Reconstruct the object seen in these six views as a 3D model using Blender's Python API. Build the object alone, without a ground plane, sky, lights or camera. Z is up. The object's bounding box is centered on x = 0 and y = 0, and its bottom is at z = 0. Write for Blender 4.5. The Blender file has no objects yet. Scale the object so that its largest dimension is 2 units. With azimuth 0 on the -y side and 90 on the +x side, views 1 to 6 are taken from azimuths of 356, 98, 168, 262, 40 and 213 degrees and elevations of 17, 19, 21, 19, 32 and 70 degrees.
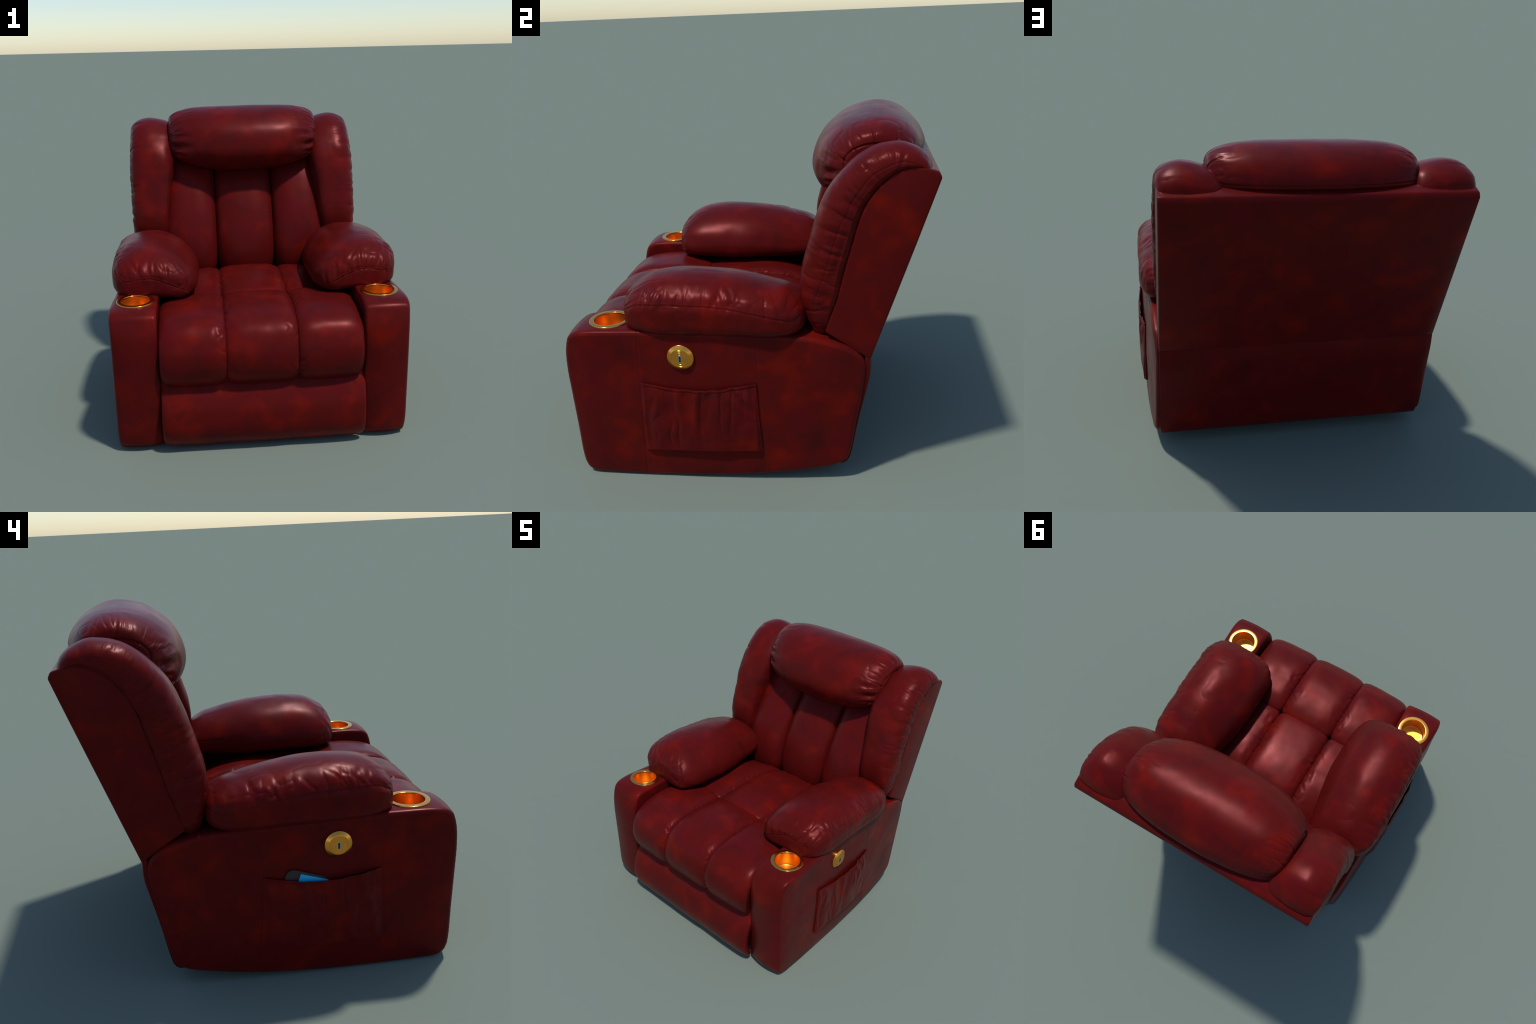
# A plump leather recliner: padded armrests with brass cup holders, winged back,
# roll headrest, channelled seat.  Everything is built from profiles, lofted pillows
# and rules for seams, creases and puckers.
import bpy, bmesh, math
import numpy as np

SHIFT = 0.006          # the chair's mirror plane sits a touch right of x = 0
ROOT = "recliner_armchair"

# ------------------------------------------------------------------ helpers
def interp(x, table):
    xs = [t[0] for t in table]; ys = [t[1] for t in table]
    return np.interp(x, xs, ys)

def smooth_interp(x, table):
    """Monotone-ish cubic through a short table (Catmull-Rom tangents)."""
    xs = np.array([t[0] for t in table], float); ys = np.array([t[1] for t in table], float)
    m = np.gradient(ys, xs)
    x = np.clip(x, xs[0], xs[-1])
    i = np.clip(np.searchsorted(xs, x) - 1, 0, len(xs) - 2)
    h = xs[i + 1] - xs[i]; t = (x - xs[i]) / h
    return ((2*t**3 - 3*t**2 + 1) * ys[i] + (t**3 - 2*t**2 + t) * h * m[i]
            + (-2*t**3 + 3*t**2) * ys[i + 1] + (t**3 - t**2) * h * m[i + 1])

def resample(P, n, closed=False):
    P = np.asarray(P, float)
    if closed: P = np.vstack([P, P[:1]])
    d = np.r_[0, np.cumsum(np.linalg.norm(np.diff(P, axis=0), axis=1))]
    t = np.linspace(0, d[-1], n + 1 if closed else n)
    if closed: t = t[:-1]
    return np.stack([np.interp(t, d, P[:, k]) for k in range(P.shape[1])], 1)

def spline(ctrl, n, closed=False, sub=40):
    """Centripetal-style Catmull-Rom through control points, evenly resampled."""
    C = np.asarray(ctrl, float); N = len(C)
    out = []
    rng = range(N) if closed else range(N - 1)
    for i in rng:
        p1, p2 = C[i], C[(i + 1) % N]
        p0 = C[(i - 1) % N] if (closed or i > 0) else 2*p1 - p2
        p3 = C[(i + 2) % N] if (closed or i < N - 2) else 2*p2 - p1
        d0 = np.linalg.norm(p1 - p0)**.5 + 1e-9; d1 = np.linalg.norm(p2 - p1)**.5 + 1e-9
        d2 = np.linalg.norm(p3 - p2)**.5 + 1e-9
        m1 = (p2 - p1) + d1*((p1 - p0)/d0 - (p2 - p0)/(d0 + d1))
        m2 = (p2 - p1) + d1*((p3 - p2)/d2 - (p3 - p1)/(d1 + d2))
        t = np.linspace(0, 1, sub, endpoint=False)[:, None]
        out.append((2*t**3-3*t**2+1)*p1 + (t**3-2*t**2+t)*m1 + (-2*t**3+3*t**2)*p2 + (t**3-t**2)*m2)
    if not closed: out.append(C[-1:])
    return resample(np.vstack(out), n, closed)

def hash3(i, j, k, seed):
    h = (i*374761393 + j*668265263 + k*2147483647 + seed*1274126177) & 0xffffffff
    h = ((h ^ (h >> 13)) * 1274126177) & 0xffffffff
    return ((h ^ (h >> 16)) & 0xffff) / 32767.5 - 1.0

def vnoise(P, scale, seed=0):
    """Smooth value noise, -1..1, on an (N,3) array."""
    Q = P / scale; I = np.floor(Q).astype(np.int64); F = Q - I
    F = F*F*F*(F*(F*6 - 15) + 10)
    r = 0
    for a in (0, 1):
        for b in (0, 1):
            for c in (0, 1):
                w = (F[:, 0] if a else 1-F[:, 0])*(F[:, 1] if b else 1-F[:, 1])*(F[:, 2] if c else 1-F[:, 2])
                r = r + w*hash3(I[:, 0]+a, I[:, 1]+b, I[:, 2]+c, seed)
    return r

def superellipse(n, p, q=None, p_left=None):
    q = q or p
    t = np.linspace(0, 2*math.pi, 1440, endpoint=False)
    c, s = np.cos(t), np.sin(t)
    pp = np.where(c < 0, p_left or p, p)
    return np.stack([np.sign(c)*abs(c)**(2/pp), np.sign(s)*abs(s)**(2/q)], 1)

def crease(P, a, b, depth, width, head=1.0, tail=0.0, puff=0.45, bow=0.0):
    """Pinched groove from a to b, laid onto the surface P, with a soft swelling on both sides."""
    a = np.asarray(a, float); b = np.asarray(b, float)
    L = np.linalg.norm(b - a)
    mid = (a + b)/2; out = np.zeros(len(P))
    near = np.where(((P - mid)**2).sum(1) < (L*.75 + .09 + 4*width)**2)[0]
    if len(near) == 0: return out
    Q = P[near]; k = 6
    pts = []
    for t in np.linspace(0, 1, k):
        p = a + (b - a)*t
        pts.append(Q[np.argmin(((Q - p)**2).sum(1))])
    pts = np.array(pts)
    if bow: pts[1:-1] += bow*L*np.sin(np.linspace(0, math.pi, k))[1:-1, None]*np.array([.3, 1, .2])
    best = np.full(len(Q), 9.); tt = np.zeros(len(Q))
    for i in range(k - 1):
        ab = pts[i+1] - pts[i]; l2 = ab @ ab + 1e-12
        t = np.clip(((Q - pts[i]) @ ab)/l2, 0, 1)
        d2 = ((Q - pts[i] - t[:, None]*ab)**2).sum(1)
        w = d2 < best
        best = np.where(w, d2, best); tt = np.where(w, (i + t)/(k - 1), tt)
    tap = (head + (tail - head)*tt*tt*(3 - 2*tt))*(.45 + .55*np.clip(tt/.22, 0, 1))
    ww = width*(1 + .6*tt)                                  # grooves open out towards the tail
    out[near] = depth*tap*(-np.exp(-best/ww**2) + puff*np.exp(-best/(2.4*ww)**2))
    return out

def ripple(P, pitch, seed, sharp=3):
    """Anisotropic slack in the hide: narrow valleys, pitch gives the spacing along x, y, z."""
    Q = P/np.asarray(pitch)
    Q = Q + .35*np.stack([vnoise(P, .09, seed+1), vnoise(P, .09, seed+2), vnoise(P, .09, seed+3)], 1)
    n = vnoise(Q, 1.0, seed)
    return .5*n - .8*(1 - abs(vnoise(Q*.8 + 5.3, 1.0, seed+9)))**sharp

class Sheet:
    """A quad grid (optionally wrapped in u and capped by poles in v) with numpy vertices."""
    def __init__(self, V, nv, nu, wrap=True, poles=None):
        self.V = V; self.nv = nv; self.nu = nu; self.wrap = wrap
        i = np.arange(nv - 1)[:, None]; cols = nu if wrap else nu - 1
        j = np.arange(cols)[None, :]; k = (j + 1) % nu
        self.Q = np.stack([i*nu + j, i*nu + k, (i+1)*nu + k, (i+1)*nu + j], -1).reshape(-1, 4)
        self.T = np.zeros((0, 3), int)
        if poles is not None:
            s = len(V); self.V = np.vstack([V, poles])
            jj = np.arange(nu); kk = (jj + 1) % nu
            self.T = np.vstack([np.stack([np.full(nu, s), kk, jj], 1),
                                np.stack([np.full(nu, s+1), (nv-1)*nu + jj, (nv-1)*nu + kk], 1)])
    def normals(self):
        V = self.V; N = np.zeros_like(V)
        Q = self.Q; n = np.cross(V[Q[:, 2]] - V[Q[:, 0]], V[Q[:, 3]] - V[Q[:, 1]])
        for c in range(4): np.add.at(N, Q[:, c], n)
        if len(self.T):
            T = self.T; n = np.cross(V[T[:, 1]] - V[T[:, 0]], V[T[:, 2]] - V[T[:, 0]])
            for c in range(3): np.add.at(N, T[:, c], n)
        return N / (np.linalg.norm(N, axis=1, keepdims=True) + 1e-12)
    def push(self, d):
        self.V = self.V + self.normals()*d[:, None]; return self
    def mirror(self):
        self.V = self.V*np.array([-1, 1, 1]); self.Q = self.Q[:, ::-1]; self.T = self.T[:, ::-1]; return self

def make_obj(name, parts, mat, parent, smooth=True):
    """parts: Sheet, list of Sheets or (V, faces)."""
    if isinstance(parts, Sheet): parts = [parts]
    Vs, loops, sizes, off = [], [], [], 0
    for p in parts:
        Vs.append(p.V)
        loops += [(p.Q + off).ravel(), (p.T + off).ravel()]
        sizes += [np.full(len(p.Q), 4), np.full(len(p.T), 3)]
        off += len(p.V)
    V = np.vstack(Vs) + np.array([SHIFT, 0, 0]); L = np.concatenate(loops).astype(np.int32)
    S = np.concatenate(sizes).astype(np.int32)
    me = bpy.data.meshes.new(name)
    me.vertices.add(len(V)); me.vertices.foreach_set("co", V.astype(np.float32).ravel())
    me.loops.add(len(L)); me.loops.foreach_set("vertex_index", L)
    me.polygons.add(len(S))
    me.polygons.foreach_set("loop_start", np.r_[0, np.cumsum(S)[:-1]].astype(np.int32))
    me.update(calc_edges=True); me.validate()
    if smooth: me.polygons.foreach_set("use_smooth", np.ones(len(me.polygons), bool))
    me.materials.append(mat)
    ob = bpy.data.objects.new(name, me); bpy.context.collection.objects.link(ob)
    ob.parent = parent
    return ob

def fix_normals(ob):
    bm = bmesh.new(); bm.from_mesh(ob.data)
    bmesh.ops.recalc_face_normals(bm, faces=bm.faces); bm.to_mesh(ob.data); bm.free()
    return ob

def pillow(center, side, normal, length, ring, nu, nv, qw=(4, 4), qh=(4, 4), ql=None, hi=1.0, lo=1.0, wid=1.0,
           floor=0.0, dome=.02):
    """Loft of a closed ring along a spine.
    center/side/normal: functions of s in 0..1 -> (N,3);  ring: (M,2) closed outline in units,
    scaled by wid(s) across and hi(s)/lo(s) up and down; both ends close as superellipses
    of powers qw (width), qh (upper half), ql (lower half).  floor > 0 leaves an end panel of that
    relative size, slightly domed."""
    ql = ql or qh
    t = np.linspace(-math.pi/2, math.pi/2, 6001)
    q = np.where(t < 0, qw[0], qw[1])
    u = np.sign(t)*abs(np.sin(t))**(2/q); ew = abs(np.cos(t))**(2/q)
    def close(pw):
        qq = np.where(u < 0, pw[0], pw[1]); return np.clip(1 - abs(u)**qq, 0, 1)**(1/qq)
    eh, el = close(qh), close(ql)
    D = np.zeros_like(u)                       # extra travel beyond the spine's ends
    if floor > 0:
        ew, eh, el = (floor + (1-floor)*e for e in (ew, eh, el))
        k = np.linspace(0, 1, 200)[:-1]
        cap = lambda a, b: np.r_[a*k, b, (a*k)[::-1]]
        u = np.r_[np.full(199, -1.), u, np.full(199, 1.)]
        D = np.r_[-dome*(1-k**2), D, dome*(1-k[::-1]**2)]
        ew, eh, el = cap(floor, ew), cap(floor, eh), cap(floor, el)
    W = float(np.max(np.abs(ring[:, 0]))*np.mean(wid(np.linspace(0, 1, 9)) if callable(wid) else wid))
    path = np.stack([u*length/2 + D, ew*W], 1)
    d = np.r_[0, np.cumsum(np.linalg.norm(np.diff(path, axis=0), axis=1))]
    at = np.linspace(0, d[-1], nv + 2)[1:-1]
    u, D, ew, eh, el = (np.interp(at, d, a) for a in (u, D, ew, eh, el))
    s = (u + 1)/2
    R = resample(ring, nu, closed=True)
    f = lambda g: (g(s) if callable(g) else np.full_like(s, g))[:, None]
    X = R[None, :, 0]*ew[:, None]*f(wid)
    Z = np.where(R[None, :, 1] > 0, R[None, :, 1]*f(hi)*eh[:, None], R[None, :, 1]*f(lo)*el[:, None])
    C = center(s); T = np.cross(normal(s), side(s))
    if (T[0] @ (center(np.array([1.]))[0] - center(np.array([0.]))[0])) < 0: T = -T
    V = (C + T*D[:, None])[:, None, :] + X[..., None]*side(s)[:, None, :] + Z[..., None]*normal(s)[:, None, :]
    Tp = T[[0, -1]]*np.array([[-dome], [dome]])*(floor > 0)
    sh = Sheet(V.reshape(-1, 3), nv, nu, True, center(np.array([0., 1.])) + Tp)
    cen = sh.V.mean(0)
    if ((sh.normals()*(sh.V - cen)).sum(1)).mean() < 0:
        sh.Q = sh.Q[:, ::-1]; sh.T = sh.T[:, ::-1]
    return sh

def const(v):
    v = np.asarray(v, float)
    return lambda s: np.repeat(v[None], len(s), 0)

def relax_noise(sh, amp, scale, seed):
    return sh.push(amp*(vnoise(sh.V, scale, seed) + .5*vnoise(sh.V, scale*.45, seed + 7)))

# ------------------------------------------------------------------ materials
def nodes_of(name):
    m = bpy.data.materials.new(name); m.use_nodes = True
    nt = m.node_tree; b = nt.nodes["Principled BSDF"]
    return m, nt, b

def leather():
    m, nt, b = nodes_of("oxblood_leather")
    N, L = nt.nodes, nt.links
    tc = N.new("ShaderNodeTexCoord")
    def noise(scale, detail, rough, off, dist=0.0):
        mp = N.new("ShaderNodeMapping"); mp.inputs["Location"].default_value = off
        L.new(tc.outputs["Object"], mp.inputs["Vector"])
        n = N.new("ShaderNodeTexNoise")
        n.inputs["Scale"].default_value = scale; n.inputs["Detail"].default_value = detail
        n.inputs["Roughness"].default_value = rough; n.inputs["Distortion"].default_value = dist
        L.new(mp.outputs["Vector"], n.inputs["Vector"]); return n.outputs["Fac"]
    def ramp(fac, stops):
        r = N.new("ShaderNodeValToRGB"); el = r.color_ramp.elements
        while len(el) < len(stops): el.new(0.5)
        for e, (p, c) in zip(el, stops): e.position = p; e.color = (*c, 1)
        L.new(fac, r.inputs["Fac"]); return r.outputs["Color"]
    def mix(fac, a, c):
        x = N.new("ShaderNodeMix"); x.data_type = 'RGBA'
        L.new(fac, x.inputs["Factor"]); L.new(a, x.inputs[6]); L.new(c, x.inputs[7]); return x.outputs[2]
    base = ramp(noise(6.0, 2.5, .5, (3.1, 1.7, .4), .25),
                [(.22, COL_DARK), (.42, COL_MID), (.52, COL_MID), (.76, COL_RED)])
    wine = ramp(noise(7.0, 3, .5, (9.2, 4.4, 7.7)), [(.52, (0, 0, 0)), (.68, (.8, .8, .8))])
    wcol = N.new("ShaderNodeRGB"); wcol.outputs[0].default_value = (*COL_WINE, 1)
    col = mix(wine, base, wcol.outputs[0])
    dark = ramp(noise(13.0, 5, .6, (1.2, 8.4, 2.2), .2), [(.55, (0, 0, 0)), (.80, (.42, .42, .42))])
    dcol = N.new("ShaderNodeRGB"); dcol.outputs[0].default_value = (*COL_GREY, 1)
    col = mix(dark, col, dcol.outputs[0])
    L.new(col, b.inputs["Base Color"])
    rr = N.new("ShaderNodeMapRange")
    L.new(noise(6.0, 4, .6, (5, 5, 1)), rr.inputs["Value"])
    rr.inputs["From Min"].default_value = .3; rr.inputs["From Max"].default_value = .7
    rr.inputs["To Min"].default_value = ROUGH - .04; rr.inputs["To Max"].default_value = ROUGH + .05
    L.new(rr.outputs["Result"], b.inputs["Roughness"])
    b.inputs["Specular IOR Level"].default_value = SPEC
    b.inputs["Specular Tint"].default_value = (1, .30, .31, 1)      # specular tinted red so the highlights turn pinkish
    # very fine hide grain
    vo = N.new("ShaderNodeTexVoronoi"); vo.inputs["Scale"].default_value = 260
    L.new(tc.outputs["Object"], vo.inputs["Vector"])
    bp = N.new("ShaderNodeBump"); bp.inputs["Strength"].default_value = .04; bp.inputs["Distance"].default_value = .001
    L.new(vo.outputs["Distance"], bp.inputs["Height"]); L.new(bp.outputs["Normal"], b.inputs["Normal"])
    return m

COL_DARK = (.054, .0048, .0048)
COL_MID = (.087, .0048, .0040)
COL_RED = (.148, .0060, .0026)
COL_WINE = (.088, .0042, .0058)
COL_GREY = (.042, .0085, .0095)
ROUGH = .34; SPEC = .18

def brass(name, color, rough):
    m, nt, b = nodes_of(name)
    b.inputs["Base Color"].default_value = (*color, 1); b.inputs["Metallic"].default_value = 1
    n = nt.nodes.new("ShaderNodeTexNoise"); n.inputs["Scale"].default_value = 30
    tc = nt.nodes.new("ShaderNodeTexCoord"); nt.links.new(tc.outputs["Object"], n.inputs["Vector"])
    r = nt.nodes.new("ShaderNodeMapRange"); r.inputs["To Min"].default_value = rough - .03; r.inputs["To Max"].default_value = rough + .03
    nt.links.new(n.outputs["Fac"], r.inputs["Value"]); nt.links.new(r.outputs["Result"], b.inputs["Roughness"])
    return m

def plain(name, color, rough, metal=0.0):
    m, nt, b = nodes_of(name)
    b.inputs["Base Color"].default_value = (*color, 1); b.inputs["Roughness"].default_value = rough
    b.inputs["Metallic"].default_value = metal
    return m

LEATHER = leather()
GOLD = brass("polished_brass", (1.0, .46, .085), .16)
GOLD_WELL = brass("brushed_brass", (1.0, .42, .065), .34)
GOLD_KNOB = brass("satin_brass", (.88, .37, .060), .24)
BLACK = plain("black_plastic", (.012, .012, .014), .4)
STEEL = plain("port_steel", (.55, .62, .72), .3, 1.0)
CASE = plain("dark_phone_case", (.022, .012, .016), .45)

def screen_material():
    m, nt, b = nodes_of("blue_screen")
    N, L = nt.nodes, nt.links
    tc = N.new("ShaderNodeTexCoord")
    n = N.new("ShaderNodeTexNoise"); n.inputs["Scale"].default_value = 22; n.inputs["Detail"].default_value = 3
    L.new(tc.outputs["Object"], n.inputs["Vector"])
    sp = N.new("ShaderNodeSeparateXYZ"); L.new(tc.outputs["Object"], sp.inputs[0])
    a = N.new("ShaderNodeMath"); a.operation = 'MULTIPLY_ADD'; a.inputs[1].default_value = .22
    L.new(n.outputs["Fac"], a.inputs[0]); L.new(sp.outputs["Y"], a.inputs[2])
    r = N.new("ShaderNodeValToRGB"); el = r.color_ramp.elements
    mr = N.new("ShaderNodeMapRange"); mr.inputs["From Min"].default_value = -.04; mr.inputs["From Max"].default_value = .10
    L.new(a.outputs[0], mr.inputs["Value"]); L.new(mr.outputs["Result"], r.inputs["Fac"])
    el[0].position = .2; el[0].color = (.02, .40, .20, 1); el[1].position = .95; el[1].color = (.015, .36, .72, 1)
    e = el.new(.42); e.color = (.02, .48, .78, 1)
    L.new(r.outputs["Color"], b.inputs["Base Color"]); b.inputs["Roughness"].default_value = .25
    return m

# ------------------------------------------------------------------ root
root = bpy.data.objects.new(ROOT, None); bpy.context.collection.objects.link(root)
root["label"] = "overstuffed dark red leather recliner with brass cup holders"
root["category"] = "recliner armchair"

# ------------------------------------------------------------------ arm sides
OUTER = [(-.93, .862), (-.85, .874), (-.70, .878), (-.45, .876), (-.2, .872), (.1, .863), (.35, .848), (.5, .836), (.58, .826), (.66, .814)]
X_IN = .600

TOP = [(-.897, .838), (-.865, .860), (-.80, .872), (-.5, .874), (-.2, .870), (.1, .861), (.30, .849), (.42, .834), (.50, .812), (.573, .784), (.626, .742)]
BACK = [(.626, .742), (.652, .695), (.654, .640), (.632, .49), (.603, .326), (.582, .200), (.560, .132)]
BOTTOM = [(-.880, .022), (-.845, .006), (-.78, .002), (-.5, .001), (-.2, .006), (.115, .028), (.36, .062), (.50, .092), (.560, .132)]
FRONT = [(-.880, .022), (-.899, .060), (-.907, .120), (-.914, .3), (-.924, .5), (-.930, .65), (-.922, .765), (-.897, .838)]

def lean_in(Y, Z):
    """The outer panel leans inwards under the pad, except at the front post."""
    k = np.clip((Z - .50)/.36, 0, 1)*np.clip((Y + .80)/.25, 0, 1)*np.clip((.55 - Y)/.25, 0, 1)
    return .014*k

def arm_side(sign, cup_xy):
    nu, nv = 290, 176
    outline_all = np.vstack([FRONT, TOP[1:], BACK[1:], BOTTOM[::-1][1:-1]])
    loop = spline(outline_all, 1600, closed=True)
    def side_of(a, b, n):
        ia = np.argmin(((loop - a)**2).sum(1)); ib = np.argmin(((loop - b)**2).sum(1))
        seg = loop[ia:ib+1] if ib > ia else np.vstack([loop[ia:], loop[:ib+1]])
        return resample(seg, n)
    T = side_of(TOP[0], TOP[-1], nu); Bk = side_of(BACK[0], BACK[-1], nv)[::-1]
    Bt = side_of(BOTTOM[-1], BOTTOM[0], nu)[::-1]; F = side_of(FRONT[0], FRONT[-1], nv)
    u = np.linspace(0, 1, nu)[None, :, None]; v = np.linspace(0, 1, nv)[:, None, None]
    G = ((1-v)*Bt[None] + v*T[None] + (1-u)*F[:, None] + u*Bk[:, None]
         - ((1-u)*(1-v)*Bt[0] + u*(1-v)*Bt[-1] + (1-u)*v*T[0] + u*v*T[-1]))
    G = G.reshape(-1, 2)
    d = np.full(len(G), 9.)
    for k in range(0, 1600, 2):
        d = np.minimum(d, ((G - loop[k])**2).sum(1))
    d = np.sqrt(d).reshape(nv, nu)
    d[0] = d[-1] = 0; d[:, 0] = d[:, -1] = 0          # the border itself
    d = d.ravel()
    rim = np.concatenate([Bt, Bk[1:], T[::-1][1:], F[::-1][1:-1]])      # closed boundary loop
    r = .022
    roll = np.where(d < r, np.sqrt(np.clip(r*r - (r - np.minimum(d, r))**2, 0, None)) - r, 0)
    xo = smooth_interp(G[:, 0], OUTER)
    fade = np.clip((G[:, 1])/.15, 0, 1)
    xo = xo - .012*(1 - fade)**2
    Y, Z = G[:, 0], G[:, 1]
    xo = xo - lean_in(Y, Z)
    # stitched panel seams and the welt that follows the edge
    g = np.zeros(len(G))
    for yy in (-.522 - .020*(.85 - Z), .097 + .035*(.80 - Z)):
        q = (Y - yy)/.0042
        g += -.0034*np.exp(-q*q) + .0014*np.exp(-(q/2.4)**2)
    q = (d - .0130)/.0032
    g += (-.0012*np.exp(-q*q))*(np.where(Z > .2, 1, .4))
    P3 = np.stack([xo, Y, Z], 1)
    soft = .0022*vnoise(P3, .22, 3) + .0010*vnoise(P3, .07, 5)
    Xo = xo + roll + g + soft*np.clip(d/.05, 0, 1)
    outer = Sheet(np.stack([Xo, Y, Z], 1), nv, nu, False)
    Xi = X_IN - roll
    inner = Sheet(np.stack([Xi, Y, Z], 1), nv, nu, False); inner.Q = inner.Q[:, ::-1]
    # strip round the rim, slightly crowned
    m = len(rim); rows = 22
    tt = np.linspace(0, 1, rows)
    xo_r = smooth_interp(rim[:, 0], OUTER) - .012*(1 - np.clip(rim[:, 1]/.15, 0, 1))**2 - r - lean_in(rim[:, 0], rim[:, 1])
    xi_r = np.full(m, X_IN + r)
    tan = np.roll(rim, -1, 0) - np.roll(rim, 1, 0); nrm = np.stack([tan[:, 1], -tan[:, 0]], 1)
    nrm /= np.linalg.norm(nrm, axis=1, keepdims=True)
    for _ in range(12): nrm = (np.roll(nrm, 1, 0) + 2*nrm + np.roll(nrm, -1, 0))/4
    crown = .016*(1 - (2*tt - 1)**2)
    S = np.zeros((rows, m, 3))
    for k in range(rows):
        S[k, :, 0] = xi_r + (xo_r - xi_r)*tt[k]
        S[k, :, 1:] = rim + nrm*(crown[k]*(1 - .6*np.clip((rim[:, 1] - .62)/.2, 0, 1))*np.where(rim[:, 1] < .05, .3, 1)*np.clip((-.45 - rim[:, 0])/.25, .35, 1))[:, None]
    strip = Sheet(S.reshape(-1, 3), rows, m, True)
    parts = [outer, inner, strip]
    for p in parts:
        p.V[:, 2] = np.maximum(p.V[:, 2], 0)
    if sign < 0:
        for p in parts: p.mirror()
    ob = make_obj("armrest_side", parts, LEATHER, root)
    bm = bmesh.new(); bm.from_mesh(ob.data)
    bmesh.ops.remove_doubles(bm, verts=bm.verts, dist=.0004)
    bmesh.ops.recalc_face_normals(bm, faces=bm.faces)
    # round opening for the cup: cut the leather on a cylinder under the brass rim
    cx, cy = cup_xy[0] + SHIFT, cup_xy[1]
    geom = [f for f in bm.faces if f.calc_center_median().z > .80 and
            (f.calc_center_median().x - cx)**2 + (f.calc_center_median().y - cy)**2 < .094**2]
    bmesh.ops.delete(bm, geom=geom, context='FACES')
    bm.to_mesh(ob.data); bm.free()
    return ob

# ------------------------------------------------------------------ brass fittings
def lathe(name, profile, n, place, mat, parent):
    """profile: (radius, height) pairs, spun about local z, mapped by place()."""
    P = np.asarray(profile, float); a = np.linspace(0, 2*math.pi, n, endpoint=False)
    V = np.zeros((len(P), n, 3))
    V[..., 0] = P[:, :1]*np.cos(a); V[..., 1] = P[:, :1]*np.sin(a); V[..., 2] = P[:, 1:2]
    s = Sheet(place(V.reshape(-1, 3)), len(P), n, True)
    ob = fix_normals(make_obj(name, s, mat, parent))
    ob.data.set_sharp_from_angle(angle=math.radians(24))
    return ob

def arc(cx, cz, r, a0, a1, n):
    t = np.radians(np.linspace(a0, a1, n)); return [(cx + r*math.cos(x), cz + r*math.sin(x)) for x in t]

def cup_holder(cx, cy, z):
    at = lambda V: V + np.array([cx, cy, z])
    rim = [(.1115, -.02), (.1115, -.002)] + arc(.1085, .001, .003, 0, 90, 5) + [(.104, .0045), (.095, .0045)] + arc(.0885, .0015, .003, 90, 180, 5) + [(.0855, -.006)]
    o = lathe("cup_holder", rim, 96, at, GOLD, root)
    well = [(.0853, -.0055), (.0842, -.095)] + arc(.0785, -.098, .006, 0, -90, 5) + [(.060, -.1045), (.0005, -.1045)]
    return lathe("cup_well", well, 96, at, GOLD_WELL, o)

def knob(sign):
    cy, cz, x0 = -.296, .737, .864
    def place(V):
        # local z points out of the side panel
        W = np.stack([x0 + V[:, 2], cy + V[:, 0], cz + V[:, 1]], 1)
        return W*np.array([sign, 1, 1])
    prof = [(.0705, -.01), (.0705, .0075)] + arc(.0685, .0080, .002, 0, 60, 4) + [(.0525, .0192), (.0515, .0197)]
    for r in (.0470, .0435, .0330, .0205):                      # turned rings
        prof += [(r + .0006, .0200), (r, .0193), (r - .0006, .0200)]
    prof += [(.0005, .0200)]
    k = lathe("control_knob", prof, 96, place, GOLD_KNOB, root)
    # USB socket: steel frame round a dark slot
    def box(name, sy, sz, h0, h1, mat):
        bm = bmesh.new(); bmesh.ops.create_cube(bm, size=1)
        for v in bm.verts:
            v.co = (sign*(x0 + (h0 if v.co.x < 0 else h1)) + SHIFT, cy + v.co.y*sy, cz - .004 + v.co.z*sz)
        bmesh.ops.recalc_face_normals(bm, faces=bm.faces)
        bmesh.ops.bevel(bm, geom=list(bm.edges), offset=.0009, segments=2, affect='EDGES')
        me = bpy.data.meshes.new(name); bm.to_mesh(me); bm.free(); me.materials.append(mat)
        o = bpy.data.objects.new(name, me); bpy.context.collection.objects.link(o); o.parent = k; return o
    f = box("socket_frame", .0150, .0365, .012, .0210, STEEL)
    box("socket_slot", .0112, .0325, .012, .0222, BLACK)
    return k

CUP = {1: (.729, -.705), -1: (-.729, -.705)}
for sg in (1, -1):
    arm_side(sg, CUP[sg])
    cup_holder(CUP[sg][0], CUP[sg][1], .880)
    knob(sg)

# ------------------------------------------------------------------ armrest pads
PAD_C = np.array([.615, .990])
PAD_RING = [(.893, .955), (.889, 1.015), (.866, 1.068), (.805, 1.114), (.725, 1.138), (.63, 1.140), (.54, 1.120), (.45, 1.070),
            (.385, .998), (.354, .922), (.362, .865), (.415, .834), (.51, .836), (.60, .844), (.75, .846), (.842, .849), (.886, .888)]
PAD_TOP = [(0, .30), (.021, .45), (.079, .66), (.135, .81), (.217, .94), (.325, 1.0), (.487, .97), (.647, .87), (.807, .71), (.914, .57), (.981, .34), (1, .2)]

def pad_seam_height(X, Y):
    side = smooth_interp(Y, [(-.60, .985), (-.56, 1.0), (-.52, 1.018), (-.41, 1.030), (-.27, 1.028), (-.12, 1.024), (0, 1.008), (.13, .982), (.24, .955), (.33, .927)])
    front = smooth_interp(X, [(.40, .875), (.46, .905), (.54, .945), (.63, .978), (.72, .976), (.80, .966), (.87, 1.0)])
    w = np.clip((X - .80)/.06, 0, 1)
    return side*w + front*(1 - w)

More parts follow.
